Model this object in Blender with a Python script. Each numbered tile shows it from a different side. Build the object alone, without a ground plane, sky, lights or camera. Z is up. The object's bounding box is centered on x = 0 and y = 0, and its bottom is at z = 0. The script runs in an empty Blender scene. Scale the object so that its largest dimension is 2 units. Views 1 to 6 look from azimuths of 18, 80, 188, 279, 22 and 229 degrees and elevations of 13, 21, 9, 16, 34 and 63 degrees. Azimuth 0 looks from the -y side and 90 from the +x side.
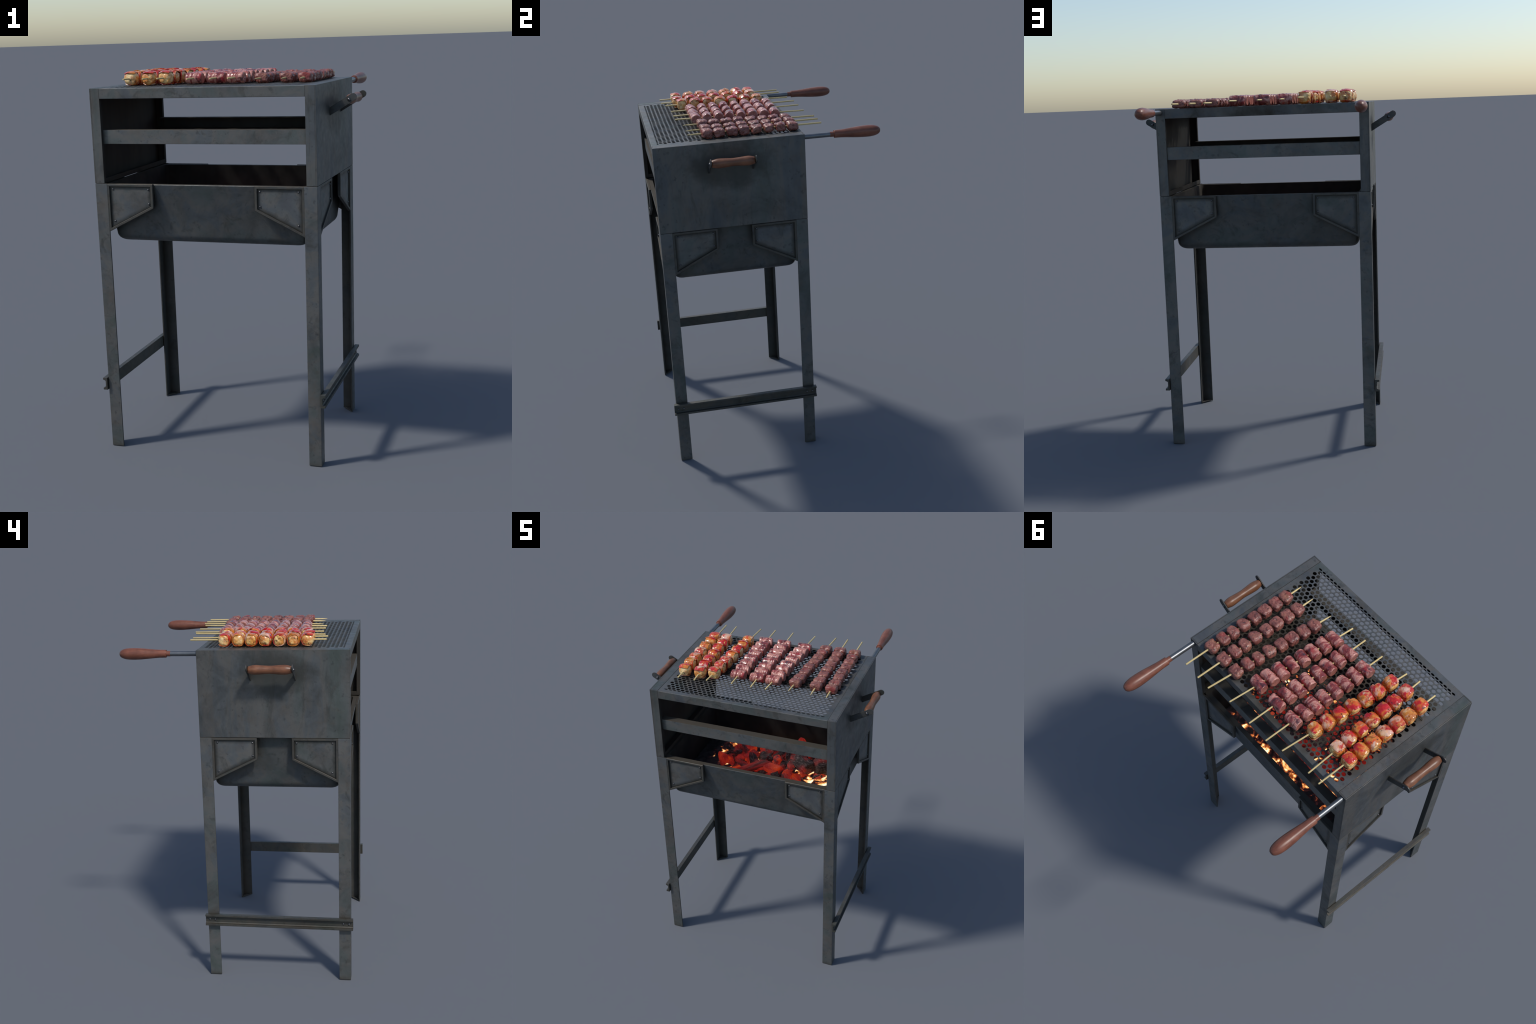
# A free-standing sheet-steel charcoal grill with nine loaded kebab skewers.
import bpy, bmesh, math, random
from mathutils import Vector, Matrix, noise

R = random.Random(7)

# ----------------------------------------------------------------------------
# node helpers
# ----------------------------------------------------------------------------
class Mat:
    def __init__(self, name):
        self.m = bpy.data.materials.new(name)
        self.m.use_nodes = True
        self.t = self.m.node_tree
        self.p = self.t.nodes["Principled BSDF"]

    def n(self, kind, **kw):
        nd = self.t.nodes.new(kind)
        for k, v in kw.items():
            setattr(nd, k, v)
        return nd

    def link(self, a, b):
        self.t.links.new(a, b)

    def coords(self, scale=(1, 1, 1), vary=True):
        tc = self.n("ShaderNodeTexCoord")
        mp = self.n("ShaderNodeMapping")
        mp.inputs["Scale"].default_value = scale
        self.link(tc.outputs["Object"], mp.inputs["Vector"])
        if vary:
            oi = self.n("ShaderNodeObjectInfo")
            mu = self.n("ShaderNodeMath", operation="MULTIPLY")
            mu.inputs[1].default_value = 37.0
            self.link(oi.outputs["Random"], mu.inputs[0])
            cb = self.n("ShaderNodeCombineXYZ")
            for i in range(3):
                self.link(mu.outputs[0], cb.inputs[i])
            self.link(cb.outputs[0], mp.inputs["Location"])
        return mp.outputs["Vector"]

    def noise(self, vec, scale, detail=4.0, rough=0.55, dist=0.0):
        nd = self.n("ShaderNodeTexNoise")
        nd.inputs["Scale"].default_value = scale
        nd.inputs["Detail"].default_value = detail
        nd.inputs["Roughness"].default_value = rough
        nd.inputs["Distortion"].default_value = dist
        self.link(vec, nd.inputs["Vector"])
        return nd.outputs["Fac"]

    def ramp(self, fac, stops, mode="LINEAR"):
        nd = self.n("ShaderNodeValToRGB")
        cr = nd.color_ramp
        cr.interpolation = mode
        while len(cr.elements) > 1:
            cr.elements.remove(cr.elements[-1])
        cr.elements[0].position = stops[0][0]
        for p, _ in stops[1:]:
            cr.elements.new(p)
        for e, (p, c) in zip(cr.elements, stops):
            if not isinstance(c, tuple):
                c = (c, c, c)
            e.color = (c[0], c[1], c[2], 1)
        self.link(fac, nd.inputs["Fac"])
        return nd.outputs["Color"]

    def mix(self, fac, a, b, blend="MIX"):
        nd = self.n("ShaderNodeMix", data_type="RGBA", blend_type=blend)
        for sock, v in ((nd.inputs[0], fac), (nd.inputs[6], a), (nd.inputs[7], b)):
            if isinstance(v, tuple):
                sock.default_value = (v[0], v[1], v[2], 1)
            elif isinstance(v, (int, float)):
                sock.default_value = v
            else:
                self.link(v, sock)
        return nd.outputs[2]

    def math(self, op, a, b=0.5):
        nd = self.n("ShaderNodeMath", operation=op)
        for sock, v in ((nd.inputs[0], a), (nd.inputs[1], b)):
            if isinstance(v, (int, float)):
                sock.default_value = v
            else:
                self.link(v, sock)
        return nd.outputs[0]

    def bump(self, height, strength, dist):
        nd = self.n("ShaderNodeBump")
        nd.inputs["Strength"].default_value = strength
        nd.inputs["Distance"].default_value = dist
        self.link(height, nd.inputs["Height"])
        self.link(nd.outputs["Normal"], self.p.inputs["Normal"])

    def set(self, **kw):
        for k, v in kw.items():
            k = k.replace("_", " ")
            if isinstance(v, tuple):
                v = (v[0], v[1], v[2], 1)
            if isinstance(v, (int, float, tuple)):
                self.p.inputs[k].default_value = v
            else:
                self.link(v, self.p.inputs[k])
        return self.m

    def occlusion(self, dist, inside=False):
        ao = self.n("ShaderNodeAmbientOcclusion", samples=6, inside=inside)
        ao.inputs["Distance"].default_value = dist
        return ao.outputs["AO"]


# ----------------------------------------------------------------------------
# materials
# ----------------------------------------------------------------------------
def steel(name, tint=(1, 1, 1), dark=1.0, streak=False, metal=0.4, inward=0.75, edge=0.6, hearth=False,
          reach=0.05, handle_stain=False, recess=False):
    k = Mat(name)
    v = k.coords((1, 1, 0.22) if streak else (1, 1, 1))
    v2 = k.coords((1, 1, 1))
    def c(r, g, b):
        return (r * tint[0] * dark, g * tint[1] * dark, b * tint[2] * dark)
    # slow drift between bluish, greenish and brownish grey
    hue = k.ramp(k.noise(v, 6.0, 5, 0.62, 0.5),
                 [(0.30, c(.084, .100, .092)), (0.42, c(.106, .115, .112)),
                  (0.52, c(.128, .123, .115)), (0.60, c(.102, .111, .116)), (0.72, c(.090, .094, .101))])
    cloud = k.ramp(k.noise(v2, 3.2, 7, 0.68, 0.9), [(0.30, 0.62), (0.50, 0.95), (0.72, 1.10)])
    col = k.mix(1.0, hue, cloud, "MULTIPLY")
    stain = k.ramp(k.noise(v, 13.0, 7, 0.72, 0.8), [(0.54, 0.0), (0.68, 0.70)])
    col = k.mix(stain, col, c(.050, .052, .047))
    spot = k.ramp(k.noise(v2, 40.0, 4, 0.55), [(0.62, 0.0), (0.70, 0.5)])
    col = k.mix(spot, col, c(.040, .041, .042))
    rust = k.ramp(k.noise(v2, 8.0, 6, 0.68), [(0.55, 0.0), (0.74, 0.55)])
    col = k.mix(rust, col, c(.108, .086, .068))
    # worn brown along the edges, occlusion shade tinted into the corners
    geo = k.n("ShaderNodeNewGeometry")
    if edge > 0:
        bv = k.n("ShaderNodeBevel", samples=4)
        bv.inputs["Radius"].default_value = 0.007
        dt = k.n("ShaderNodeVectorMath", operation="DOT_PRODUCT")
        k.link(bv.outputs[0], dt.inputs[0])
        k.link(geo.outputs["True Normal"], dt.inputs[1])
        worn = k.ramp(dt.outputs["Value"], [(0.78, edge), (0.985, 0.0)])
        col = k.mix(worn, col, c(.066, .054, .040))
    corner_shade = k.ramp(k.occlusion(reach), [(0.38, 0.95), (0.86, 0.0)])
    col = k.mix(corner_shade, col, c(.050, .043, .032))
    # faces turned inward get a dark brown-black colour
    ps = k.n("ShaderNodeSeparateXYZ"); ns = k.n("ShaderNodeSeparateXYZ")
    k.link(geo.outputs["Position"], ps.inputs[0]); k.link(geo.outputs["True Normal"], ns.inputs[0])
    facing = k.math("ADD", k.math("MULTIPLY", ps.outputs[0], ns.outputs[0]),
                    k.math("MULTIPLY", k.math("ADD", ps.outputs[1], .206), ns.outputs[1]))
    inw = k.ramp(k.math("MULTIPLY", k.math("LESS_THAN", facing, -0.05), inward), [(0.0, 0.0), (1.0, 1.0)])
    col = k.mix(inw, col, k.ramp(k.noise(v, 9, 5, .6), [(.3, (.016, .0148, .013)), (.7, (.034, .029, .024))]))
    # rims and ledges above the fire are heat-browned
    ledge = k.math("MULTIPLY", k.math("GREATER_THAN", ns.outputs[2], .9),
                   k.math("MULTIPLY", k.math("GREATER_THAN", ps.outputs[2], 1.3), k.math("LESS_THAN", ps.outputs[2], 1.8)))
    col = k.mix(k.math("MULTIPLY", ledge, .85), col, (.046, .038, .028))
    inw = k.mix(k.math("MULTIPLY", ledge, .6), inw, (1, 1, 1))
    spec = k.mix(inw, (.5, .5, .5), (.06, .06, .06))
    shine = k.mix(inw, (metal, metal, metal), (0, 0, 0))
    if hearth:
        # heat-browned middle of the grate
        q = k.n("ShaderNodeVectorMath", operation="LENGTH")
        mp = k.n("ShaderNodeMapping")
        mp.inputs["Location"].default_value = (-.02, .075 / .38, 0)
        mp.inputs["Scale"].default_value = (1 / .62, 1 / .38, 0)
        k.link(geo.outputs["Position"], mp.inputs["Vector"])
        k.link(mp.outputs[0], q.inputs[0])
        d = k.math("ADD", q.outputs["Value"], k.math("MULTIPLY", k.math("SUBTRACT", k.noise(v2, 7, 5), .5), 0.9))
        burnt = k.ramp(d, [(0.60, 0.95), (1.0, 0.0)])
        col = k.mix(burnt, col, (.036, .030, .022))
        spec = k.mix(burnt, (.5, .5, .5), (.15, .15, .15))
        shine = k.mix(burnt, shine, (0.05, 0.05, 0.05))
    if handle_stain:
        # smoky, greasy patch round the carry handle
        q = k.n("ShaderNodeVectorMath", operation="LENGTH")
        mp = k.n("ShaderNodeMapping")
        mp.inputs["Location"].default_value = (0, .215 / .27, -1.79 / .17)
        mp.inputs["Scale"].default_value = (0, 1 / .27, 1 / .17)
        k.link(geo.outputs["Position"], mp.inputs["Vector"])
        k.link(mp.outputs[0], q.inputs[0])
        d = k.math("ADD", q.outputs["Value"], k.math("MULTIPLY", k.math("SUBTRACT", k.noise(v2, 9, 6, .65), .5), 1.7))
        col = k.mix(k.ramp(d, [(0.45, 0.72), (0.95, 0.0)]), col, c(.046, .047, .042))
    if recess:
        # plate colour darkened inside the rim, painting the soft shadow of the recess
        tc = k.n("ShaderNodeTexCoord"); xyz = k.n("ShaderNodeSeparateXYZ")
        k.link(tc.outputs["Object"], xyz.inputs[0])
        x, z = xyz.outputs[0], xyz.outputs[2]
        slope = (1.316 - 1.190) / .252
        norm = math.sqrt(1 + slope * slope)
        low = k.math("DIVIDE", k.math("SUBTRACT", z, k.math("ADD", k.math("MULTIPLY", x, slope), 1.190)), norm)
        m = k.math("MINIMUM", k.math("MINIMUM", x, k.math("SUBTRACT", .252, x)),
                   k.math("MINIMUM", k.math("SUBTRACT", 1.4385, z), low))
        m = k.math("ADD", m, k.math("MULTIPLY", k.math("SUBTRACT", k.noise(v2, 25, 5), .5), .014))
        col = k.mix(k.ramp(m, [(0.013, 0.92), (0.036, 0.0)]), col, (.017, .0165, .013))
    rough = k.ramp(k.noise(v2, 22.0, 5, 0.7), [(0.3, 0.42), (0.7, 0.62)])
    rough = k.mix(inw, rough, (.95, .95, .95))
    k.bump(k.noise(v2, 28.0, 6, 0.7), 0.10, 0.01)
    return k.set(Base_Color=col, Roughness=rough, Metallic=shine, Specular_IOR_Level=spec)


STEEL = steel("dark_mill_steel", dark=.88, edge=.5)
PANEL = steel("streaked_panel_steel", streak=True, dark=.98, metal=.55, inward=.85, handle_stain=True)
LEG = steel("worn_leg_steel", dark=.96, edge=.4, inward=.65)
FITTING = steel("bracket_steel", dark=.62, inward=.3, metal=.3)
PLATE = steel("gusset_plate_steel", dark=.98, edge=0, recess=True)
PAN = steel("pan_steel", tint=(.94, .98, 1.0), dark=0.76, inward=.92, edge=0.3, reach=0.11)  # wide reach bakes the gussets' shadow into the pan colour
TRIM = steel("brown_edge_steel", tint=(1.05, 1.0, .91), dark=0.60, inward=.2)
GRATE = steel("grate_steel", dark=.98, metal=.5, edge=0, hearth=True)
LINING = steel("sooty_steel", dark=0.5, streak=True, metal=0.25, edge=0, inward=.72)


def bright_steel():
    k = Mat("bright_steel_rod")
    v = k.coords()
    col = k.ramp(k.noise(v, 14, 4), [(0.3, (.12, .13, .14)), (0.7, (.19, .195, .20))])
    return k.set(Base_Color=col, Metallic=0.85, Roughness=0.40)


def bolt_steel():
    k = Mat("bolt_steel")
    col = k.ramp(k.noise(k.coords(), 60, 3), [(0.3, (.09, .09, .095)), (0.7, (.15, .15, .155))])
    return k.set(Base_Color=col, Metallic=0.9, Roughness=0.32)


def varnished_wood(name="varnished_red_wood", tint=(1, 1, 1)):
    k = Mat(name)
    v = k.coords((1, 0.12, 1))
    g = k.noise(v, 70, 5, 0.6, 1.5)
    col = k.ramp(g, [(0.3, (.130, .045, .028)), (0.5, (.172, .060, .037)), (0.7, (.205, .078, .047))])
    blot = k.ramp(k.noise(k.coords(), 18, 4), [(0.35, 0.75), (0.65, 1.1)])
    col = k.mix(1.0, col, blot, "MULTIPLY")
    col = k.mix(1.0, col, tint, "MULTIPLY")
    k.bump(g, 0.08, 0.004)
    return k.set(Base_Color=col, Roughness=0.38, Specular_IOR_Level=0.38)


def bamboo():
    k = Mat("bamboo")
    g = k.noise(k.coords((1, 0.03, 1)), 300, 4)
    col = k.ramp(g, [(0.3, (.50, .37, .15)), (0.55, (.62, .47, .21)), (0.75, (.70, .56, .29))])
    return k.set(Base_Color=col, Roughness=0.55)


def beef():
    k = Mat("seared_beef")
    v = k.coords()
    a = k.noise(v, 17, 5, 0.6, 0.4)
    col = k.ramp(a, [(0.28, (.095, .030, .026)), (0.42, (.180, .056, .044)),
                     (0.55, (.255, .090, .068)), (0.72, (.245, .108, .060))])
    grain = k.noise(v, 150, 4, 0.7)
    col = k.mix(k.ramp(grain, [(0.52, 0.0), (0.70, 0.45)]), col, (.36, .155, .12))
    col = k.mix(k.ramp(k.noise(v, 60, 4, 0.6), [(0.56, 0.0), (0.66, 0.85)]), col, (.040, .018, .018))
    col = k.mix(k.ramp(k.noise(v, 16, 2), [(0.60, 0.0), (0.72, 0.7)]), col, (.22, .022, .020))
    k.bump(k.math("ADD", grain, k.noise(v, 70, 4)), 0.40, 0.003)
    rough = k.ramp(k.noise(v, 40, 3), [(0.4, 0.24), (0.6, 0.48)])
    return k.set(Base_Color=col, Roughness=rough, Specular_IOR_Level=0.5)


def pork():
    k = Mat("glazed_pork")
    v = k.coords()
    vs = k.coords((1.9, 0.8, 0.8))
    col = k.ramp(k.noise(vs, 15, 5, 0.62, 0.7),
                 [(0.30, (.070, .020, .020)), (0.40, (.175, .027, .027)), (0.48, (.270, .062, .052)),
                  (0.555, (.520, .250, .200)), (0.635, (.400, .140, .110)), (0.72, (.21, .036, .034))])
    grain = k.noise(v, 120, 4, 0.7)
    col = k.mix(k.ramp(grain, [(0.56, 0.0), (0.72, 0.35)]), col, (.50, .23, .18))
    col = k.mix(k.ramp(k.noise(v, 27, 4, 0.6), [(0.58, 0.0), (0.67, 0.85)]), col, (.045, .020, .026))
    col = k.mix(k.ramp(k.noise(v, 20, 3), [(0.60, 0.0), (0.70, 0.75)]), col, (.38, .020, .028))
    # cut end faces are plain pink meat
    ge = k.n("ShaderNodeTexCoord")
    sx = k.n("ShaderNodeSeparateXYZ")
    k.link(ge.outputs["Normal"], sx.inputs[0])
    face = k.ramp(k.math("ABSOLUTE", sx.outputs[0]), [(0.72, 0.0), (0.9, 0.8)])
    pink = k.ramp(k.noise(v, 60, 5, 0.7), [(0.35, (.29, .095, .075)), (0.65, (.44, .185, .145))])
    col = k.mix(face, col, pink)
    k.bump(k.math("ADD", grain, k.noise(vs, 45, 4)), 0.30, 0.003)
    return k.set(Base_Color=col, Roughness=0.27, Specular_IOR_Level=0.5, Coat_Weight=0.2, Coat_Roughness=0.12)


def chicken():
    k = Mat("roast_chicken")
    v = k.coords()
    oi = k.n("ShaderNodeObjectInfo")
    col = k.ramp(k.noise(v, 24, 5, 0.6, 0.8),
                 [(0.28, (.40, .14, .025)), (0.40, (.66, .31, .070)),
                  (0.52, (.80, .52, .20)), (0.66, (.86, .64, .34)), (0.78, (.80, .70, .52))])
    # some pieces are glazed darker than others
    glaze = k.math("MULTIPLY", k.ramp(k.noise(v, 30, 3), [(0.42, 0.0), (0.60, 1.0)]),
                   k.ramp(oi.outputs["Random"], [(0.1, 0.35), (0.8, 1.0)]))
    col = k.mix(k.math("MULTIPLY", glaze, .85), col, (.55, .13, .018))
    col = k.mix(k.ramp(k.noise(v, 52, 4, 0.6), [(0.57, 0.0), (0.66, 0.92)]), col, (.040, .014, .008))
    k.bump(k.noise(v, 60, 5, 0.6), 0.40, 0.004)
    return k.set(Base_Color=col, Roughness=0.28, Coat_Weight=0.3, Coat_Roughness=0.12)


def bacon():
    k = Mat("glazed_bacon")
    v = k.coords()
    vs = k.coords((1.25, 0.9, 0.9))
    col = k.ramp(k.noise(vs, 9.5, 3, 0.55, 0.6),
                 [(0.26, (.24, .072, .010)), (0.36, (.44, .130, .016)), (0.42, (.62, .240, .040)), (0.46, (.60, .100, .014)),
                  (0.50, (.50, .014, .013)), (0.58, (.40, .010, .014)), (0.615, (.54, .10, .030)),
                  (0.64, (.60, .29, .19)), (0.74, (.56, .37, .31)), (0.82, (.44, .23, .18))])
    # syrupy amber glaze, thicker low down on the piece
    tc = k.n("ShaderNodeTexCoord"); xyz = k.n("ShaderNodeSeparateXYZ")
    k.link(tc.outputs["Object"], xyz.inputs[0])
    low = k.ramp(xyz.outputs[2], [(0.0, 0.06), (0.03, 0.0)])
    glaze = k.ramp(k.math("ADD", k.noise(v, 21, 5, 0.65, 0.5), low), [(0.53, 0.0), (0.66, 0.8)])
    col = k.mix(glaze, col, (.50, .155, .016))
    pale = k.ramp(k.noise(vs, 15, 4, 0.6, 0.4), [(0.55, 0.0), (0.63, 0.85)])
    col = k.mix(pale, col, k.ramp(k.noise(v, 30, 3), [(0.4, (.72, .42, .17)), (0.6, (.70, .47, .36))]))
    fine = k.noise(k.coords((1.6, 0.5, 0.5)), 55, 4, 0.6)
    col = k.mix(k.ramp(fine, [(0.54, 0.0), (0.70, 0.5)]), col, (.30, .016, .012))
    col = k.mix(k.ramp(k.noise(v, 44, 4, 0.6), [(0.60, 0.0), (0.68, 0.9)]), col, (.060, .016, .007))
    k.bump(k.math("ADD", fine, k.noise(v, 35, 4)), 0.35, 0.003)
    return k.set(Base_Color=col, Roughness=0.25, Specular_IOR_Level=0.55, Coat_Weight=0.35, Coat_Roughness=0.1)


def coal_material(name, heat):
    """heat 0 = ashy black coal, 1 = glowing through."""
    k = Mat(name)
    v = k.coords()
    body = k.noise(v, 0.6, 1.5, 0.5, 0.3)
    ash = k.ramp(k.noise(k.coords((1.0, 3.0, 3.0)), 3.2, 7, 0.75, 0.5), [(0.50, 0.0), (0.64, 0.85 - .40 * heat)])
    base = k.mix(ash, (.020, .012, .011), (.26, .225, .21))
    lo = 0.60 - 0.36 * heat
    glow = k.ramp(body, [(lo, (.002, .001, .001)), (lo + .07, (.050, .005, .005)), (lo + .15, (.16, .007, .006)),
                         (lo + .27, (.30, .011, .006)), (lo + .45, (.52, .043, .006))])
    glow = k.mix(ash, glow, k.mix(0.55, glow, (.12, .045, .040)))
    k.bump(k.noise(v, 4.0, 6, 0.7), 0.5, 0.02)
    return k.set(Base_Color=base, Roughness=0.7, Emission_Color=glow, Emission_Strength=0.60)


def ember_bed():
    k = Mat("ember_bed")
    v = k.coords(vary=False)
    big = k.noise(v, 11.0, 3, 0.55, 1.2)
    fine = k.noise(v, 30.0, 3, 0.5, 0.8)
    m = k.math("ADD", k.math("MULTIPLY", big, 0.75), k.math("MULTIPLY", fine, 0.25))
    for cx, cy, rx, ry, up in ((.36, -.265, .13, .10, .13), (.05, -.39, .10, .06, .08), (-.345, -.17, .05, .13, .07), (-.05, .09, .28, .045, .03), (-.42, -.2, .16, .5, -.10)):
        q = k.n("ShaderNodeVectorMath", operation="LENGTH")
        mp = k.n("ShaderNodeMapping")
        mp.inputs["Location"].default_value = (-cx / rx, -cy / ry, 0)
        mp.inputs["Scale"].default_value = (1 / rx, 1 / ry, 0)
        k.link(v, mp.inputs["Vector"]); k.link(mp.outputs[0], q.inputs[0])
        m = k.math("ADD", m, k.ramp(q.outputs["Value"], [(0.3, abs(up)), (1.0, 0.0)]) if up > 0 else
                   k.math("MULTIPLY", k.ramp(q.outputs["Value"], [(0.3, abs(up)), (1.0, 0.0)]), -1.0))
    glow = k.ramp(m, [(0.48, (.002, .0015, .002)), (0.53, (.025, .006, .006)), (0.565, (.32, .07, .015)),
                      (0.60, (.95, .45, .14)), (0.65, (1.0, .82, .55))])
    # the fire dies away towards the edges of the bed
    sx = k.n("ShaderNodeSeparateXYZ")
    tc = k.n("ShaderNodeTexCoord")
    k.link(tc.outputs["Object"], sx.inputs[0])
    def fade(sock, a, b, c, d):
        lo = k.n("ShaderNodeMapRange"); hi = k.n("ShaderNodeMapRange")
        lo.inputs[1].default_value, lo.inputs[2].default_value = a, b
        hi.inputs[1].default_value, hi.inputs[2].default_value = c, d
        hi.inputs[3].default_value, hi.inputs[4].default_value = 1, 0
        k.link(sock, lo.inputs[0]); k.link(sock, hi.inputs[0])
        return k.math("MULTIPLY", lo.outputs[0], hi.outputs[0])
    f = k.math("MULTIPLY", fade(sx.outputs[0], -.42, -.34, .45, .52), fade(sx.outputs[1], -.50, -.43, .10, .125))
    glow = k.mix(1.0, glow, f, "MULTIPLY")
    base = k.ramp(fine, [(0.4, (.012, .010, .010)), (0.7, (.045, .038, .035))])
    return k.set(Base_Color=base, Roughness=0.9, Emission_Color=glow, Emission_Strength=1.5)


BROWN_WOOD = varnished_wood("varnished_brown_wood", (1.05, 1.22, 1.02))
ROD, BOLT, WOOD, BAMBOO = bright_steel(), bolt_steel(), varnished_wood(), bamboo()
BEEF, PORK, CHICKEN, BACON = beef(), pork(), chicken(), bacon()
COAL = [coal_material("glowing_coal", 1.0), coal_material("red_coal", 0.72), coal_material("ashy_coal", 0.30)]
EMBER = ember_bed()


# ----------------------------------------------------------------------------
# mesh helpers
# ----------------------------------------------------------------------------
def link(obj, parent=None):
    bpy.context.scene.collection.objects.link(obj)
    if parent is not None:
        obj.parent = parent
    return obj


def finish(bm, name, mat, parent=None, smooth=None, loc=None):
    me = bpy.data.meshes.new(name)
    bmesh.ops.recalc_face_normals(bm, faces=bm.faces)
    bm.to_mesh(me)
    bm.free()
    me.materials.append(mat)
    if smooth is not None:
        for p in me.polygons:
            p.use_smooth = True
        if smooth < 180:
            me.set_sharp_from_angle(angle=math.radians(smooth))
    ob = bpy.data.objects.new(name, me)
    if loc is not None:
        ob.location = loc
    return link(ob, parent)


def copy_of(ob, name, parent, mat4):
    o = ob.copy()
    o.name = name
    o.parent = parent
    o.matrix_local = mat4
    bpy.context.scene.collection.objects.link(o)
    return o


def box(bm, x0, x1, y0, y1, z0, z1, bevel=0.0012):
    g = bmesh.ops.create_cube(bm, size=1.0)
    vs = g["verts"]
    for v in vs:
        v.co = Vector((x0 + (v.co.x + .5) * (x1 - x0), y0 + (v.co.y + .5) * (y1 - y0), z0 + (v.co.z + .5) * (z1 - z0)))
    if bevel > 0:
        es = {e for v in vs for e in v.link_edges}
        bmesh.ops.bevel(bm, geom=list(es), offset=bevel, segments=2, affect='EDGES', profile=0.6)


def extrude_profile(bm, pts, a, b, put, bevel=0.0012):
    """Sweep a closed 2-D profile from a to b; put(u, v, t) gives the 3-D point."""
    lo = [bm.verts.new(put(u, v, a)) for u, v in pts]
    hi = [bm.verts.new(put(u, v, b)) for u, v in pts]
    n = len(pts)
    fs = [bm.faces.new(lo), bm.faces.new(hi[::-1])]
    for i in range(n):
        j = (i + 1) % n
        fs.append(bm.faces.new((lo[j], lo[i], hi[i], hi[j])))
    if bevel > 0:
        es = {e for f in fs for e in f.edges}
        bmesh.ops.bevel(bm, geom=list(es), offset=bevel, segments=2, affect='EDGES', profile=0.6)


def lathe(bm, profile, put, seg=28):
    """Revolve (t, r) profile; put(t, cos*r, sin*r) gives the 3-D point."""
    rings = []
    for t, r in profile:
        rings.append([bm.verts.new(put(t, r * math.cos(2 * math.pi * i / seg), r * math.sin(2 * math.pi * i / seg)))
                      for i in range(seg)])
    for a, b in zip(rings, rings[1:]):
        for i in range(seg):
            j = (i + 1) % seg
            bm.faces.new((a[i], a[j], b[j], b[i]))
    bm.faces.new(rings[0][::-1])
    bm.faces.new(rings[-1])


def smooth_profile(keys, n):
    """Catmull-Rom through (t, r) keys."""
    out = []
    k = [keys[0]] + list(keys) + [keys[-1]]
    for i in range(1, len(k) - 2):
        for s in range(n):
            u = s / n
            p = []
            for c in (0, 1):
                a, b, d, e = k[i - 1][c], k[i][c], k[i + 1][c], k[i + 2][c]
                p.append(.5 * (2 * b + (d - a) * u + (2 * a - 5 * b + 4 * d - e) * u * u + (3 * b - a - 3 * d + e) * u ** 3))
            out.append(tuple(p))
    out.append(keys[-1])
    return out


def dome(bm, centre, axis, r, h=0.75, seg=12, rings=5):
    axis = Vector(axis).normalized()
    a = axis.orthogonal().normalized()
    b = axis.cross(a)
    c = Vector(centre)
    prev = None
    for i in range(rings):
        th = math.pi / 2 * i / rings
        rr, hh = r * math.cos(th), r * h * math.sin(th)
        ring = [bm.verts.new(c + axis * hh + (a * math.cos(2 * math.pi * j / seg) + b * math.sin(2 * math.pi * j / seg)) * rr)
                for j in range(seg)]
        if prev:
            for j in range(seg):
                bm.faces.new((prev[j], prev[(j + 1) % seg], ring[(j + 1) % seg], ring[j]))
        else:
            bm.faces.new(ring[::-1])
        prev = ring
    bm.faces.new(prev)


# ----------------------------------------------------------------------------
# the grill
# ----------------------------------------------------------------------------
HX = 0.586                      # half width of box and stand
Y0, Y1 = -0.618, 0.206          # front and back of box and stand
YC = (Y0 + Y1) / 2
Z_STAND, Z_TOP = 1.440, 1.920   # stand top, grate plate top
FL = 0.053                      # flange width on the box
T = 0.006                       # sheet thickness

grill = bpy.data.objects.new("charcoal_grill", None)
link(grill)
grill["label"] = "dark steel standing charcoal grill with perforated grate and wooden handles"
grill["category"] = "charcoal grill"


def side_panel(s, first=None):
    bm = bmesh.new()
    def b(x0, x1, *r):
        lo, hi = sorted((s * x0, s * x1))
        box(bm, lo, hi, *r)
    zb, zt = Z_STAND + .0015, Z_TOP + .0008
    xi, xo = HX - FL, HX
    b(xo - T, xo, Y0, Y1, zb, zt)                             # outer sheet
    b(xi, xo - T, Y0, Y0 + T, zb, zt)                         # front flange
    b(xi, xo - T, Y1 - T, Y1, zb, zt)                         # back flange
    b(xi, xo - T, Y0 + T, Y1 - T, zt - T, zt)                 # top flange
    b(xi, xo - T, Y0 + T, Y1 - T, zb, zb + T)                 # bottom flange
    b(xi, xi + T, Y0 + T, Y0 + .022, zb + T, zt - T)          # returned lips
    b(xi, xi + T, Y1 - .022, Y1 - T, zb + T, zt - T)
    b(xi, xi + T, Y0 + .022, Y1 - .022, zb + T, zb + .024)
    p = finish(bm, "side_panel", PANEL, grill)
    # soot-darkened inner sheet of the panel
    bm = bmesh.new()
    lo, hi = sorted((s * (xo - T - .003), s * (xo - T - .001)))
    box(bm, lo, hi, Y0 + T + .001, Y1 - T - .001, zb + T + .001, zt - T - .001, 0)
    finish(bm, "panel_lining", LINING, p)
    return p

panels = {s: side_panel(s) for s in (-1, 1)}

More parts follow.
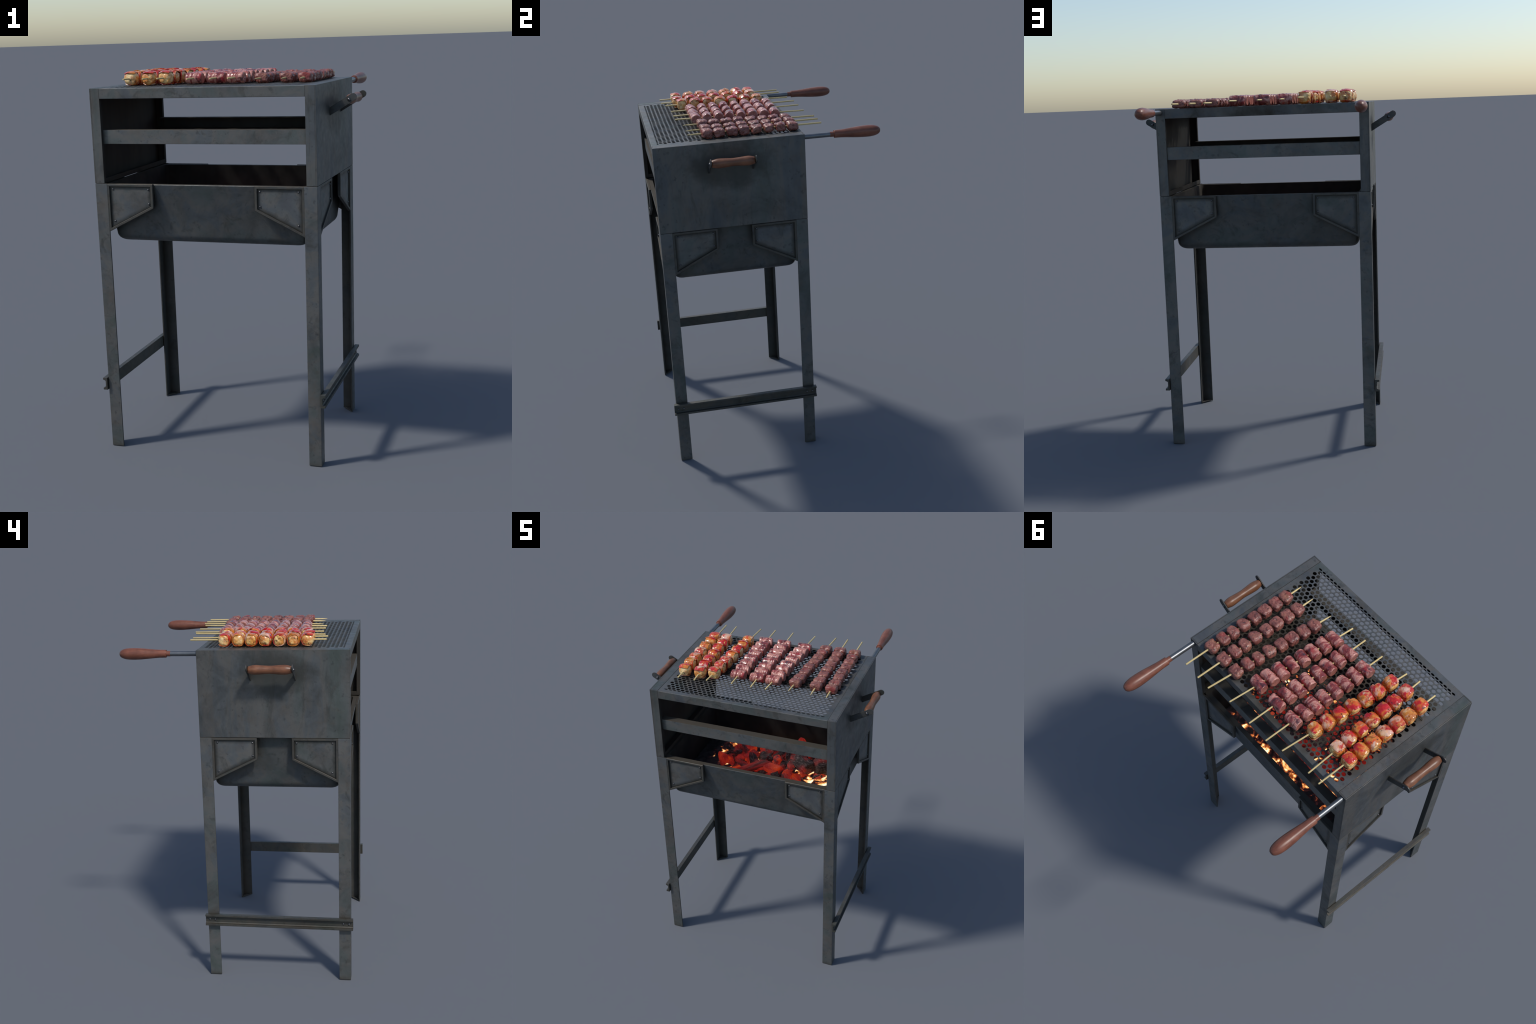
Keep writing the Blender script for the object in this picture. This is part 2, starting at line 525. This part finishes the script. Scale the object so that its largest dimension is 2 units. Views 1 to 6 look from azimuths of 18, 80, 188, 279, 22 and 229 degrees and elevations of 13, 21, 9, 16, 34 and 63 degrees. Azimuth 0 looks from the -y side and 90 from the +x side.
# grate: one folded perforated sheet, its front and back edges turned down
def perforated_grate():
    pitch, row, hx, hy = 0.0292, 0.0224, 0.0115, 0.0102
    xa, xb = -0.5085, 0.5085
    ya, yb = -0.5975, 0.1805
    zt, zb = Z_TOP, Z_TOP - 0.002
    rows = int((yb - ya) / row)
    row = (yb - ya) / rows
    pitch = (xb - xa) / round((xb - xa) / pitch)
    X = HX - FL - .0008
    bm = bmesh.new()
    seg = 12
    def quad(a, b, c, d):
        bm.faces.new([bm.verts.new(p) for p in (a, b, c, d)])
    def flat(x0, x1, y0, y1):
        for z in (zt, zb):
            quad((x0, y0, z), (x1, y0, z), (x1, y1, z), (x0, y1, z))
    for r in range(rows):
        y0, y1 = ya + r * row, ya + (r + 1) * row
        sy = 1.0
        if r == 0:                       # the front fold cuts the first row in half
            y0, sy = y1 - row * .55, .52
        off = 0.0 if r % 2 == 0 else pitch / 2
        n = round((xb - xa) / pitch) - (1 if off else 0)
        start = xa + off
        if start > xa:
            flat(xa, start, y0, y1)
        for c in range(n):
            x0, x1 = start + c * pitch, start + (c + 1) * pitch
            cx, cy = (x0 + x1) / 2, (y0 + y1) / 2
            inner, outer = [], []
            for i in range(seg):
                a = 2 * math.pi * (i + .5) / seg
                ca, sa = math.cos(a), math.sin(a)
                inner.append((cx + hx * ca, cy + hy * sy * sa))
                k = min((pitch / 2) / max(abs(ca), 1e-6), ((y1 - y0) / 2) / max(abs(sa), 1e-6))
                outer.append((cx + k * ca, cy + k * sa))
            corners = {1: (x1, y1), 4: (x0, y1), 7: (x0, y0), 10: (x1, y0)}
            # the ring between the cell edge and the hole
            for z in (zt, zb):
                vi = [bm.verts.new((p[0], p[1], z)) for p in inner]
                vo = [bm.verts.new((p[0], p[1], z)) for p in outer]
                for i in range(seg):
                    j = (i + 1) % seg
                    pa, pb = outer[i], outer[j]
                    on_x = abs(abs(pa[0] - cx) - pitch / 2) < 1e-6
                    on_x2 = abs(abs(pb[0] - cx) - pitch / 2) < 1e-6
                    if on_x != on_x2:
                        q = (pa[0] if on_x else pb[0], pb[1] if on_x else pa[1])
                        vq = bm.verts.new((q[0], q[1], z))
                        bm.faces.new((vi[i], vo[i], vq, vo[j], vi[j]))
                    else:
                        bm.faces.new((vi[i], vo[i], vo[j], vi[j]))
            for i in range(seg):
                j = (i + 1) % seg
                quad((*inner[i], zt), (*inner[j], zt), (*inner[j], zb), (*inner[i], zb))
        end = start + n * pitch
        if end < xb:
            flat(end, xb, y0, y1)
    flat(-X, xa, Y0 + T, Y1 - T)
    flat(xb, X, Y0 + T, Y1 - T)
    flat(xa, xb, Y0 + T, ya + row * .45)
    flat(xa, xb, yb, Y1 - T)
    # turned-down rails with a returned lower lip
    for y0, s in ((Y0, 1), (Y1, -1)):
        d = .0022
        prof = [(0, zt - d), (d * .3, zt - d * .3), (d, zt), (T, zt), (T, zt - .046), (.022, zt - .046), (.022, zt - .052),
                (d, zt - .052), (d * .3, zt - .052 + d * .3), (0, zt - .052 + d)]
        extrude_profile(bm, prof, -X, X, lambda u, v, t: Vector((t, y0 + s * u, v)), 0)
    me = finish(bm, "perforated_grate", GRATE, grill)
    return me

perforated_grate()

# middle rails: C-channels between the posts, front and back
for y0, s in ((Y0 + .018, 1), (Y1 - .008, -1)):
    bm = bmesh.new()
    d = .047
    prof = [(0, 1.641), (d, 1.641), (d, 1.647), (T, 1.647), (T, 1.705), (d, 1.705), (d, 1.711), (0, 1.711)]
    X = HX - FL - .0005 + .008
    extrude_profile(bm, prof, -X, X, lambda u, v, t: Vector((t, y0 + s * u, v)))
    finish(bm, "middle_rail", LEG, grill)

# legs: L-angles with a small triangular foot plate
def make_leg():
    bm = bmesh.new()
    w, t = .066, .008
    prof = [(0, 0), (w, 0), (w, t), (t, t), (t, w), (0, w)]
    extrude_profile(bm, prof, 0.0, Z_STAND, lambda u, v, z: Vector((u, v, z)), .0022)
    foot = [(t, t), (w - .003, t), (t, w - .003)]
    extrude_profile(bm, foot, 0.0015, .008, lambda u, v, z: Vector((u, v, z)), .0008)
    return finish(bm, "leg", LEG, grill)

leg = make_leg()
leg.location = (-HX, Y0, 0)
for sx, sy in ((1, 1), (-1, 1), (1, 0)):
    m = Matrix.Translation((HX * (1 if sx > 0 else -1), Y1 if sy else Y0, 0))
    m = m @ Matrix.Diagonal((-1 if sx > 0 else 1, -1 if sy else 1, 1, 1))
    copy_of(leg, "leg", grill, m)

# braces low on both sides: outward C-channels with two bolts at each end
for s in (-1, 1):
    bm = bmesh.new()
    xi, xw, xo, f = HX + .0015, HX + .0095, HX + .0255, .011
    prof = [(xi, .323), (xo, .323), (xo, .323 + f), (xw + .004, .323 + f + .002), (xw, .323 + f + .006),
            (xw, .390 - f - .006), (xw + .004, .390 - f - .002), (xo, .390 - f), (xo, .390), (xi, .390)]
    extrude_profile(bm, prof, -.632, .218, lambda u, v, t: Vector((s * u, t, v)))
    br = finish(bm, "brace", TRIM, grill)
    bm = bmesh.new()
    dome(bm, (0, 0, 0), (s, 0, 0), .0062, .7)
    first = finish(bm, "bolt", BOLT, br, 180)
    for i, y in enumerate((-.608, -.577, .163, .195)):
        m = Matrix.Translation((s * xw, y, .3555))
        if i == 0:
            first.matrix_local = m
        else:
            copy_of(first, "bolt", br, m)

# gusset plates: a raised rim round a sunk, riveted plate
def make_gusset():
    top, low_out, low_in, w = 1.4385, 1.190, 1.316, .252
    rim, dep, thick = .0125, .009, .015
    outer = [(0, low_out), (w, low_in), (w, top), (0, top)]
    cs = Vector((w / 2, 1.34))
    def inset(d):
        pts = [Vector(p) for p in outer]
        n = len(pts)
        out = []
        for i in range(n):
            a, b, c = pts[i - 1], pts[i], pts[(i + 1) % n]
            e1, e2 = (b - a).normalized(), (c - b).normalized()
            n1, n2 = Vector((-e1.y, e1.x)), Vector((-e2.y, e2.x))
            k = n1 + n2
            out.append(b + k * (d / (1 + n1.dot(n2))))
        return out
    bm = bmesh.new()
    ch = .0018
    layers = [([Vector(p) for p in outer], thick), ([Vector(p) for p in outer], ch), (inset(ch), 0.0),
              (inset(rim - ch * .6), 0.0), (inset(rim), ch * .6), (inset(rim + .0006), dep)]
    rings = [[bm.verts.new((p.x, d, p.y)) for p in ps] for ps, d in layers]
    for a, b in zip(rings, rings[1:]):
        for i in range(4):
            bm.faces.new((a[i], a[(i + 1) % 4], b[(i + 1) % 4], b[i]))
    bm.faces.new(rings[0])
    g = finish(bm, "gusset", TRIM, grill)
    bm = bmesh.new()
    ps = inset(rim - .003)
    extrude_profile(bm, [(p.x, p.y) for p in ps], dep - .0012, dep + .003, lambda u, v, t: Vector((u, t, v)), 0)
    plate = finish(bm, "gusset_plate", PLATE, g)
    spots = inset(.033)
    rv = None
    bm = bmesh.new()
    dome(bm, (0, 0, 0), (0, -1, 0), .0055, .85)
    rv = finish(bm, "rivet", BOLT, g, 180)
    pos = [(.033, 1.246), (w - .026, 1.337), (w - .026, 1.411), (.031, 1.411)]
    rv.matrix_basis = Matrix.Translation((pos[0][0], dep - .0014, pos[0][1]))
    kids = [plate, rv]
    for u, v in pos[1:]:
        kids.append(copy_of(rv, "rivet", g, Matrix.Translation((u, dep - .0014, v))))
    return g, kids

g0, kids0 = make_gusset()
def gusset_matrices():
    out = []
    o = .0645                                   # starts just behind the leg flange edge
    for sx in (-1, 1):
        for front in (True, False):
            # on the front or back face
            m = Matrix.Translation((sx * (HX - o), Y0 + .0006 if front else Y1 - .0006, 0))
            m = m @ Matrix.Diagonal((-sx, 1 if front else -1, 1, 1))
            out.append(m)
            # on the side face
            m = Matrix.Translation((sx * (HX - .0006), (Y0 + o) if front else (Y1 - o), 0))
            rot = Matrix(((0, -sx, 0, 0), (1 if front else -1, 0, 0, 0), (0, 0, 1, 0), (0, 0, 0, 1)))
            out.append(m @ rot)
    return out
for i, m in enumerate(gusset_matrices()):
    if i == 0:
        g0.matrix_local = m
        continue
    g = copy_of(g0, "gusset", grill, m)
    for c in kids0:
        copy_of(c, c.name.split(".")[0], g, c.matrix_basis.copy())

# fire pan: tapered tub with a rolled bottom edge and a flat rim
def rounded_rect(hx, hy, r, n=6):
    pts = []
    for k, (sx, sy) in enumerate(((1, 1), (-1, 1), (-1, -1), (1, -1))):
        for i in range(n + 1):
            a = math.pi / 2 * (k + i / n)
            pts.append((sx * (hx - r) + r * math.cos(a), YC + sy * (hy - r) + r * math.sin(a)))
    return pts

def fire_pan():
    bm = bmesh.new()
    prof = [(1.434, .547, .397), (1.4365, .5455, .3955)]
    zr, rr_ = 1.176, .047
    outer = [(zr, .515, .350)]
    for i in range(1, 9):
        a = math.pi / 2 * i / 8
        q = rr_ * (1 - math.cos(a))
        outer.append((zr - rr_ * math.sin(a), .515 - q, .350 - q))
    inner = [(1.4365, .520, .370), (1.434, .5185, .3685), (1.19, .492, .327), (1.158, .476, .311), (1.15, .45, .285)]
    rings = []
    for z, hx, hy in outer[::-1] + prof + inner:
        rings.append([bm.verts.new((x, y, z)) for x, y in rounded_rect(hx, hy, .022)])
    n = len(rings[0])
    for a, b in zip(rings, rings[1:]):
        for i in range(n):
            bm.faces.new((a[i], a[(i + 1) % n], b[(i + 1) % n], b[i]))
    bm.faces.new(rings[0]); bm.faces.new(rings[-1])
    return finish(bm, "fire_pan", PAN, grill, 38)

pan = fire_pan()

# carry handles on both sides
def carry_handle(s):
    e = bpy.data.objects.new("carry_handle", None)
    link(e, grill)
    root, tip = Vector((.586, 1.776)), Vector((.7035, 1.8465))
    d = (tip - root).normalized(); nrm = Vector((-d.y, d.x)); hw = .0178
    # bracket outline, cut vertically at the panel, round at the far end
    pts = [(root.x - .003, root.y - .0205 - .0018), ]
    for i in range(13):
        a = -math.pi / 2 + math.pi * i / 12
        q = tip + d * (hw * math.cos(a)) + nrm * (hw * math.sin(a))
        pts.append((q.x, q.y))
    pts.append((root.x - .003, root.y + .0205 - .0018))
    for y in (-.327, -.085):
        bm = bmesh.new()
        extrude_profile(bm, pts, y - .0028, y + .0028, lambda u, v, t: Vector((s * u, t, v)), .001)
        finish(bm, "bracket", FITTING, e)
    ax = Vector((.683, 1.8335))
    for y, sg in ((-.3298, -1), (-.0822, 1)):
        bm = bmesh.new()
        dome(bm, (s * ax.x, y, ax.y), (0, sg, 0), .0085, .85, 18, 6)
        finish(bm, "bolt", BOLT, e, 60)
    bm = bmesh.new()
    keys = [(0, .013), (.010, .0175), (.045, .0208), (.15, .0254), (.30, .0244), (.5, .0212), (.7, .0238), (.85, .0256),
            (.955, .0208), (.990, .0175), (1, .013)]
    lathe(bm, smooth_profile(keys, 5), lambda t, a, b: Vector((s * ax.x + a, -.323 + t * .234, ax.y + b)))
    finish(bm, "grip", BROWN_WOOD, e, 60)

for s in (-1, 1):
    carry_handle(s)

# pull handles at the back: steel rod, turned wooden grip
for s in (-1, 1):
    e = bpy.data.objects.new("pull_handle", None)
    link(e, grill)
    x, z = s * .5615, 1.9005
    bm = bmesh.new()
    lathe(bm, [(.150, .0138), (.366, .0138)], lambda t, a, b: Vector((x + a, t, z + b)))
    finish(bm, "rod", ROD, e, 60)
    bm = bmesh.new()
    body = smooth_profile([(.3755, .0212), (.385, .0216), (.415, .0222), (.455, .0255), (.51, .0303), (.560, .0322),
                           (.595, .0298), (.618, .0235), (.630, .0150), (.6335, .0085)], 5)
    prof = [(.350, .0120), (.351, .0146), (.3735, .0148), (.3740, .0205)] + body
    lathe(bm, prof, lambda t, a, b: Vector((x + a, t, z + b)), 32)
    finish(bm, "grip", WOOD, e, 45)

# ----------------------------------------------------------------------------
# fire: an ember bed with a heap of coals on it
# ----------------------------------------------------------------------------
bm = bmesh.new()
nx, ny = 90, 60
grid = [[None] * (ny + 1) for _ in range(nx + 1)]
for i in range(nx + 1):
    for j in range(ny + 1):
        x = -.488 + .976 * i / nx
        y = YC - .322 + .644 * j / ny
        z = 1.228 + .012 * noise.noise(Vector((x * 14, y * 14, 3))) + .006 * noise.noise(Vector((x * 40, y * 40, 9)))
        grid[i][j] = bm.verts.new((x, y, z))
for i in range(nx):
    for j in range(ny):
        bm.faces.new((grid[i][j], grid[i + 1][j], grid[i + 1][j + 1], grid[i][j + 1]))
edge = [e for e in bm.edges if e.is_boundary]
ret = bmesh.ops.extrude_edge_only(bm, edges=edge)
for v in ret["geom"]:
    if isinstance(v, bmesh.types.BMVert):
        v.co.z = 1.165
bed = finish(bm, "ember_bed", EMBER, grill, 180)
bed["kind"] = "stuff"

heap = bpy.data.objects.new("coal_heap", None)
link(heap, grill)

def coal_mesh(seed, mat):
    """A lump of lump-wood charcoal: a snapped branch or an angular split block, roughened."""
    r = random.Random(seed)
    bm = bmesh.new()
    bmesh.ops.create_icosphere(bm, subdivisions=5, radius=1.0)
    branch = seed % 2 == 0
    cuts = []
    if branch:
        for s in (-1, 1):
            cuts.append((Vector((s, r.uniform(-.45, .45), r.uniform(-.45, .45))).normalized(), r.uniform(.72, .85)))
    else:
        for _ in range(8):
            cuts.append((Vector((r.gauss(0, 1), r.gauss(0, 1), r.gauss(0, .8))).normalized(), r.uniform(.60, .80)))
    sh = Vector((r.random() * 50, r.random() * 50, 0))
    for v in bm.verts:
        p = v.co
        if branch:                                   # round across, nearly straight along
            rad = math.hypot(p.y, p.z)
            e = (abs(p.x) ** 5 + rad ** 5) ** -.2
            q = Vector((p.x * e, p.y * e, p.z * e))
        else:
            e = (abs(p.x) ** 3.5 + abs(p.y) ** 3.5 + abs(p.z) ** 3.5) ** (-1 / 3.5)
            q = p * e
        for n, d in cuts:
            o = q.dot(n) - d
            if o > 0:
                q = q - n * o * .95
        k = noise.noise(q * 1.6 + sh) * .10 + noise.noise(Vector((q.x * 2, q.y * 6, q.z * 6)) + sh) * .045 + noise.noise(q * 14 + sh) * .018
        v.co = q * (1 + k)
    me = bpy.data.meshes.new("coal")
    bm.to_mesh(me); bm.free()
    for p in me.polygons:
        p.use_smooth = True
    me.materials.append(mat)
    return me

coal_meshes = [[coal_mesh(100 * m + i, COAL[m]) for i in range(6)] for m in range(3)]
def place_coal(x, y, z, size, mat, rot):
    o = bpy.data.objects.new("coal", coal_meshes[mat][R.randrange(6)])
    o.location = (x, y, z)
    o.scale = size
    o.rotation_euler = rot
    link(o, heap)

# a few coals the views single out: standing stub, leaning branches, two big ashy lumps
place_coal(-.285, -.270, 1.272, (.052, .031, .031), 0, (.1, 1.45, .4))
place_coal(-.225, -.205, 1.296, (.042, .027, .027), 2, (0, -.2, .25))
place_coal(-.190, -.120, 1.280, (.085, .030, .030), 1, (.1, .5, -.6))
place_coal(-.270, -.150, 1.240, (.050, .045, .030), 2, (.2, .1, 1.0))
place_coal(-.060, -.330, 1.292, (.135, .023, .024), 1, (.1, -.22, .55))
place_coal(.070, -.300, 1.285, (.062, .034, .033), 0, (.2, .08, -.15))
place_coal(.245, -.210, 1.300, (.074, .050, .046), 2, (.1, .18, -.3))
place_coal(.365, -.185, 1.296, (.060, .050, .062), 2, (.3, .4, .5))
place_coal(.143, .020, 1.290, (.044, .027, .026), 0, (.3, -.9, .6))
for n, zz, sx, sy, s0, s1 in ((34, 1.238, .365, .205, .034, .054), (17, 1.264, .30, .155, .032, .050), (5, 1.290, .22, .10, .028, .040)):
    done = []
    tries = 0
    while len(done) < n and tries < 5000:
        tries += 1
        x, y = R.uniform(-1, 1), R.uniform(-1, 1)
        if x * x + y * y > 1.15:
            continue
        px, py = .095 + x * sx, -.205 + y * sy
        if px > .24 and py < -.215:                  # bare, flaming corner
            continue
        if any((px - a) ** 2 + (py - b) ** 2 < .062 ** 2 for a, b in done):
            continue
        done.append((px, py))
        s = R.uniform(s0, s1)
        long = R.choice((1, 1.2, 1.5, 2.2))
        m = R.choices((0, 1, 2), (3, 5, 4 if px < .2 else 7))[0]
        place_coal(px, py, zz + R.uniform(-.014, .016), (s * long, s * R.uniform(.7, .95), s * R.uniform(.6, .9)), m,
                   (R.uniform(-.5, .5), R.uniform(-.6, .6), R.uniform(0, 6.3)))

# ----------------------------------------------------------------------------
# skewers
# ----------------------------------------------------------------------------
def blob(seed, half, ex, amps, sub=5):
    """Super-ellipsoid lump with folds and grain."""
    r = random.Random(seed)
    sh = Vector((r.random() * 90, r.random() * 90, r.random() * 90))
    bm = bmesh.new()
    bmesh.ops.create_icosphere(bm, subdivisions=sub, radius=1.0)
    for v in bm.verts:
        d = v.co.normalized()
        k = (abs(d.x) ** ex + abs(d.y) ** ex + abs(d.z) ** ex) ** (-1 / ex)
        p = Vector((d.x * k * half[0], d.y * k * half[1], d.z * k * half[2]))
        a = amps[0] * noise.noise(p * 28 + sh) + amps[1] * noise.noise(p * 75 + sh)
        fold = 1 - abs(noise.noise(p * 45 + sh * 2)) * 2
        a -= amps[2] * max(0, fold - .55) / .45
        a += amps[3] * noise.noise(p * 190 + sh)
        v.co = p + d * a
    return bm


def beef_mesh(i):
    r = random.Random(500 + i)
    bm = blob(500 + i, (.0352 + r.uniform(-.002, .002), .0305 + r.uniform(-.002, .0012), .0232 + r.uniform(-.001, .0015)), 3.6, (.0072, .0020, .0016, .0008))
    return bm


def pork_mesh(i):
    """Rolled slice: cylinder lying across the stick, with wrap grooves and a rimmed cut face."""
    r = random.Random(700 + i)
    sh = Vector((r.random() * 60, r.random() * 60, r.random() * 60))
    hl, ry, rz = .0405 + r.uniform(-.003, .003), .0285 + r.uniform(-.0015, .001), .0285 + r.uniform(-.001, .001)
    tilt = r.uniform(-.16, .16)
    grooves = [(r.uniform(-.7, .75), r.uniform(-.22, .22), r.uniform(0, 6.3), r.uniform(.0010, .0022)) for _ in range(3)]
    seg, nl = 64, 34
    bm = bmesh.new()
    prof = []
    for j in range(5):
        prof.append((-1 + .006 * (j == 4), [.02, .35, .68, .84, .90][j], True))
    for j in range(1, 7):
        a = math.pi / 2 * j / 6
        prof.append((-1 + .13 * (1 - math.cos(a)), .90 + .10 * math.sin(a), False))
    n_mid = 22
    for j in range(1, n_mid):
        prof.append((-.87 + 1.74 * j / n_mid, 1.0, False))
    prof += [(-t, q, c) for t, q, c in prof[:11][::-1]]
    rings = []
    for t, q, cap in prof:
        ring = []
        for i2 in range(seg):
            a = 2 * math.pi * i2 / seg
            ca, sa = math.cos(a), math.sin(a)
            bulge = 1 + .05 * (1 - t * t) if not cap else 1
            p = Vector((t * hl + tilt * ca * ry * q, ca * ry * q * bulge, sa * rz * q * bulge))
            disp = .0030 * noise.noise(p * 38 + sh) + .0013 * noise.noise(p * 110 + sh)
            if not cap:
                for g0_, sl, ph, dep in grooves:
                    dd = abs(t - g0_ - sl * math.sin(a + ph)) / .045
                    disp -= dep * math.exp(-dd * dd)
                p += Vector((0, ca, sa)) * disp
            else:
                p.x += disp * .8 - math.copysign(.0012 * (1 - q), t) + math.copysign(.0012 * math.exp(-((q - .84) / .08) ** 2), t)
            ring.append(bm.verts.new(p))
        rings.append(ring)
    for a, b in zip(rings, rings[1:]):
        for i2 in range(seg):
            j2 = (i2 + 1) % seg
            bm.faces.new((a[i2], a[j2], b[j2], b[i2]))
    bm.faces.new(rings[0]); bm.faces.new(rings[-1])
    return bm


def chicken_meshes(i):
    """Chicken chunk and the bacon strip rolled round it (axis across the stick)."""
    core = blob(900 + i, (.0350, .0312, .0316), 3.2, (.0034, .0018, .0006, .0007))
    r = random.Random(950 + i)
    sh = Vector((r.random() * 60, r.random() * 60, r.random() * 60))
    # angular span of the wrap: the end pieces leave their outer side bare
    if i == 0:
        a0, span = math.radians(48), math.radians(275)
    elif i == 6:
        a0, span = math.radians(-126), math.radians(258)
    else:
        a0, span = r.uniform(.3, 2.2), 2 * math.pi + r.uniform(.4, .9)
    slant = r.uniform(-.011, .011)
    nu, nv = 88, 22
    bm = bmesh.new()
    def pt(iu, iv, lift):
        u, w = iu / nu, iv / nv * 2 - 1
        a = a0 + span * u
        edge = .0298 + .0022 * noise.noise(Vector((a * 1.6, 0, w * .4)) + sh)
        x = w * edge + slant * (u - .5)
        ex = 2.6
        ca, sa = math.cos(a), math.sin(a)
        k = (abs(ca) ** ex + abs(sa) ** ex) ** (-1 / ex)
        rad = (.0352 + .0036 * u) * (1 - .20 * (x / .034) ** 2)
        base = Vector((x, ca * k, sa * k))
        rad += .0022 * noise.noise(Vector((x * 40, ca * 1.6, sa * 1.6)) + sh)
        rad += .0010 * noise.noise(Vector((x * 120, ca * 5, sa * 5)) + sh)
        tail = max(0, (u - .9) / .1)
        rad += .0028 * tail * (0.5 + 0.5 * noise.noise(Vector((x * 60, 1, 7)) + sh)) - lift
        return Vector((x, base.y * rad, base.z * rad))
    out = [[bm.verts.new(pt(a, b, 0)) for b in range(nv + 1)] for a in range(nu + 1)]
    inn = [[bm.verts.new(pt(a, b, .0030)) for b in range(nv + 1)] for a in range(nu + 1)]
    for a in range(nu):
        for b in range(nv):
            bm.faces.new((out[a][b], out[a + 1][b], out[a + 1][b + 1], out[a][b + 1]))
            bm.faces.new((inn[a][b], inn[a][b + 1], inn[a + 1][b + 1], inn[a + 1][b]))
        for b in (0, nv):
            bm.faces.new((out[a][b], out[a + 1][b], inn[a + 1][b], inn[a][b]))
    for a in (0, nu):
        for b in range(nv):
            bm.faces.new((out[a][b], out[a][b + 1], inn[a][b + 1], inn[a][b]))
    return core, bm


def stick_mesh(r, pointed):
    bm = bmesh.new()
    L = .747
    if pointed:
        prof = [(-L, .0006), (-L + .008, .0022), (-L + .030, r * .85), (-L + .055, r)]
    else:
        prof = [(-L, r * .8), (-L + .0008, r)]
    prof += [(-L * .5, r), (-.0008, r), (0, r * .85)]
    lathe(bm, prof, lambda t, a, b: Vector((a, t, b)), 12)
    return bm


KINDS = {
    "beef": dict(word="beef_skewer", n=8, first=.164, pitch=.0677, z=1.9450, r=.0047, point=True,
                 label="bamboo skewer threaded with eight seared brown beef cubes",
                 sticks=((.459, .329, .459), (.362, .332, .363), (.283, .330, .224))),
    "pork": dict(word="pork_skewer", n=8, first=.172, pitch=.0652, z=1.9515, r=.0042, point=False,
                 label="bamboo skewer threaded with eight glossy pink pork rolls",
                 sticks=((.152, .300, .093), (.000, .302, .000), (-.123, .302, -.124))),
    "chicken": dict(word="chicken_skewer", n=7, first=.188, pitch=.0762, z=1.9570, r=.0042, point=False,
                    label="bamboo skewer threaded with seven bacon-wrapped chicken pieces",
                    sticks=((-.216, .279, -.278), (-.383, .261, -.350), (-.455, .261, -.456))),
}

def mesh_only(bm, name, mat, angle=180):
    me = bpy.data.meshes.new(name)
    bmesh.ops.recalc_face_normals(bm, faces=bm.faces)
    bm.to_mesh(me); bm.free()
    me.materials.append(mat)
    for p in me.polygons:
        p.use_smooth = True
    if angle < 180:
        me.set_sharp_from_angle(angle=math.radians(angle))
    return me

for kind, K in KINDS.items():
    stick = mesh_only(stick_mesh(K["r"], K["point"]), "stick", BAMBOO, 50)
    pieces = []
    for i in range(K["n"]):
        if kind == "beef":
            pieces.append([("beef_cube", mesh_only(beef_mesh(i), "beef_cube", BEEF))])
        elif kind == "pork":
            pieces.append([("pork_roll", mesh_only(pork_mesh(i), "pork_roll", PORK, 70))])
        else:
            c, w = chicken_meshes(i)
            pieces.append([("chicken_chunk", mesh_only(c, "chicken_chunk", CHICKEN)),
                           ("bacon_wrap", mesh_only(w, "bacon_wrap", BACON, 60))])
    rr = random.Random(33)
    turns = [(rr.uniform(-.10, .10), rr.uniform(-.14, .14), rr.uniform(-.0025, .0025), rr.uniform(-.0015, .0015)) for _ in range(K["n"])]
    for xb, yb, xf in K["sticks"]:
        sk = bpy.data.objects.new(K["word"], None)
        link(sk)
        sk["label"] = K["label"]
        sk["category"] = "kebab skewer"
        ang = math.asin((xb - xf) / .747)
        sk.location = (xb, yb, K["z"])
        sk.rotation_euler = (0, 0, -ang)
        st = bpy.data.objects.new("stick", stick)
        link(st, sk)
        for i, group in enumerate(pieces):
            holder = None
            for nm, me in group:
                o = bpy.data.objects.new(nm, me)
                link(o, sk if holder is None else holder)
                if holder is None:
                    o.location = (turns[i][2], -K["first"] - i * K["pitch"] + turns[i][3], 0)
                    o.rotation_euler = (turns[i][0], 0, turns[i][1])
                    holder = o
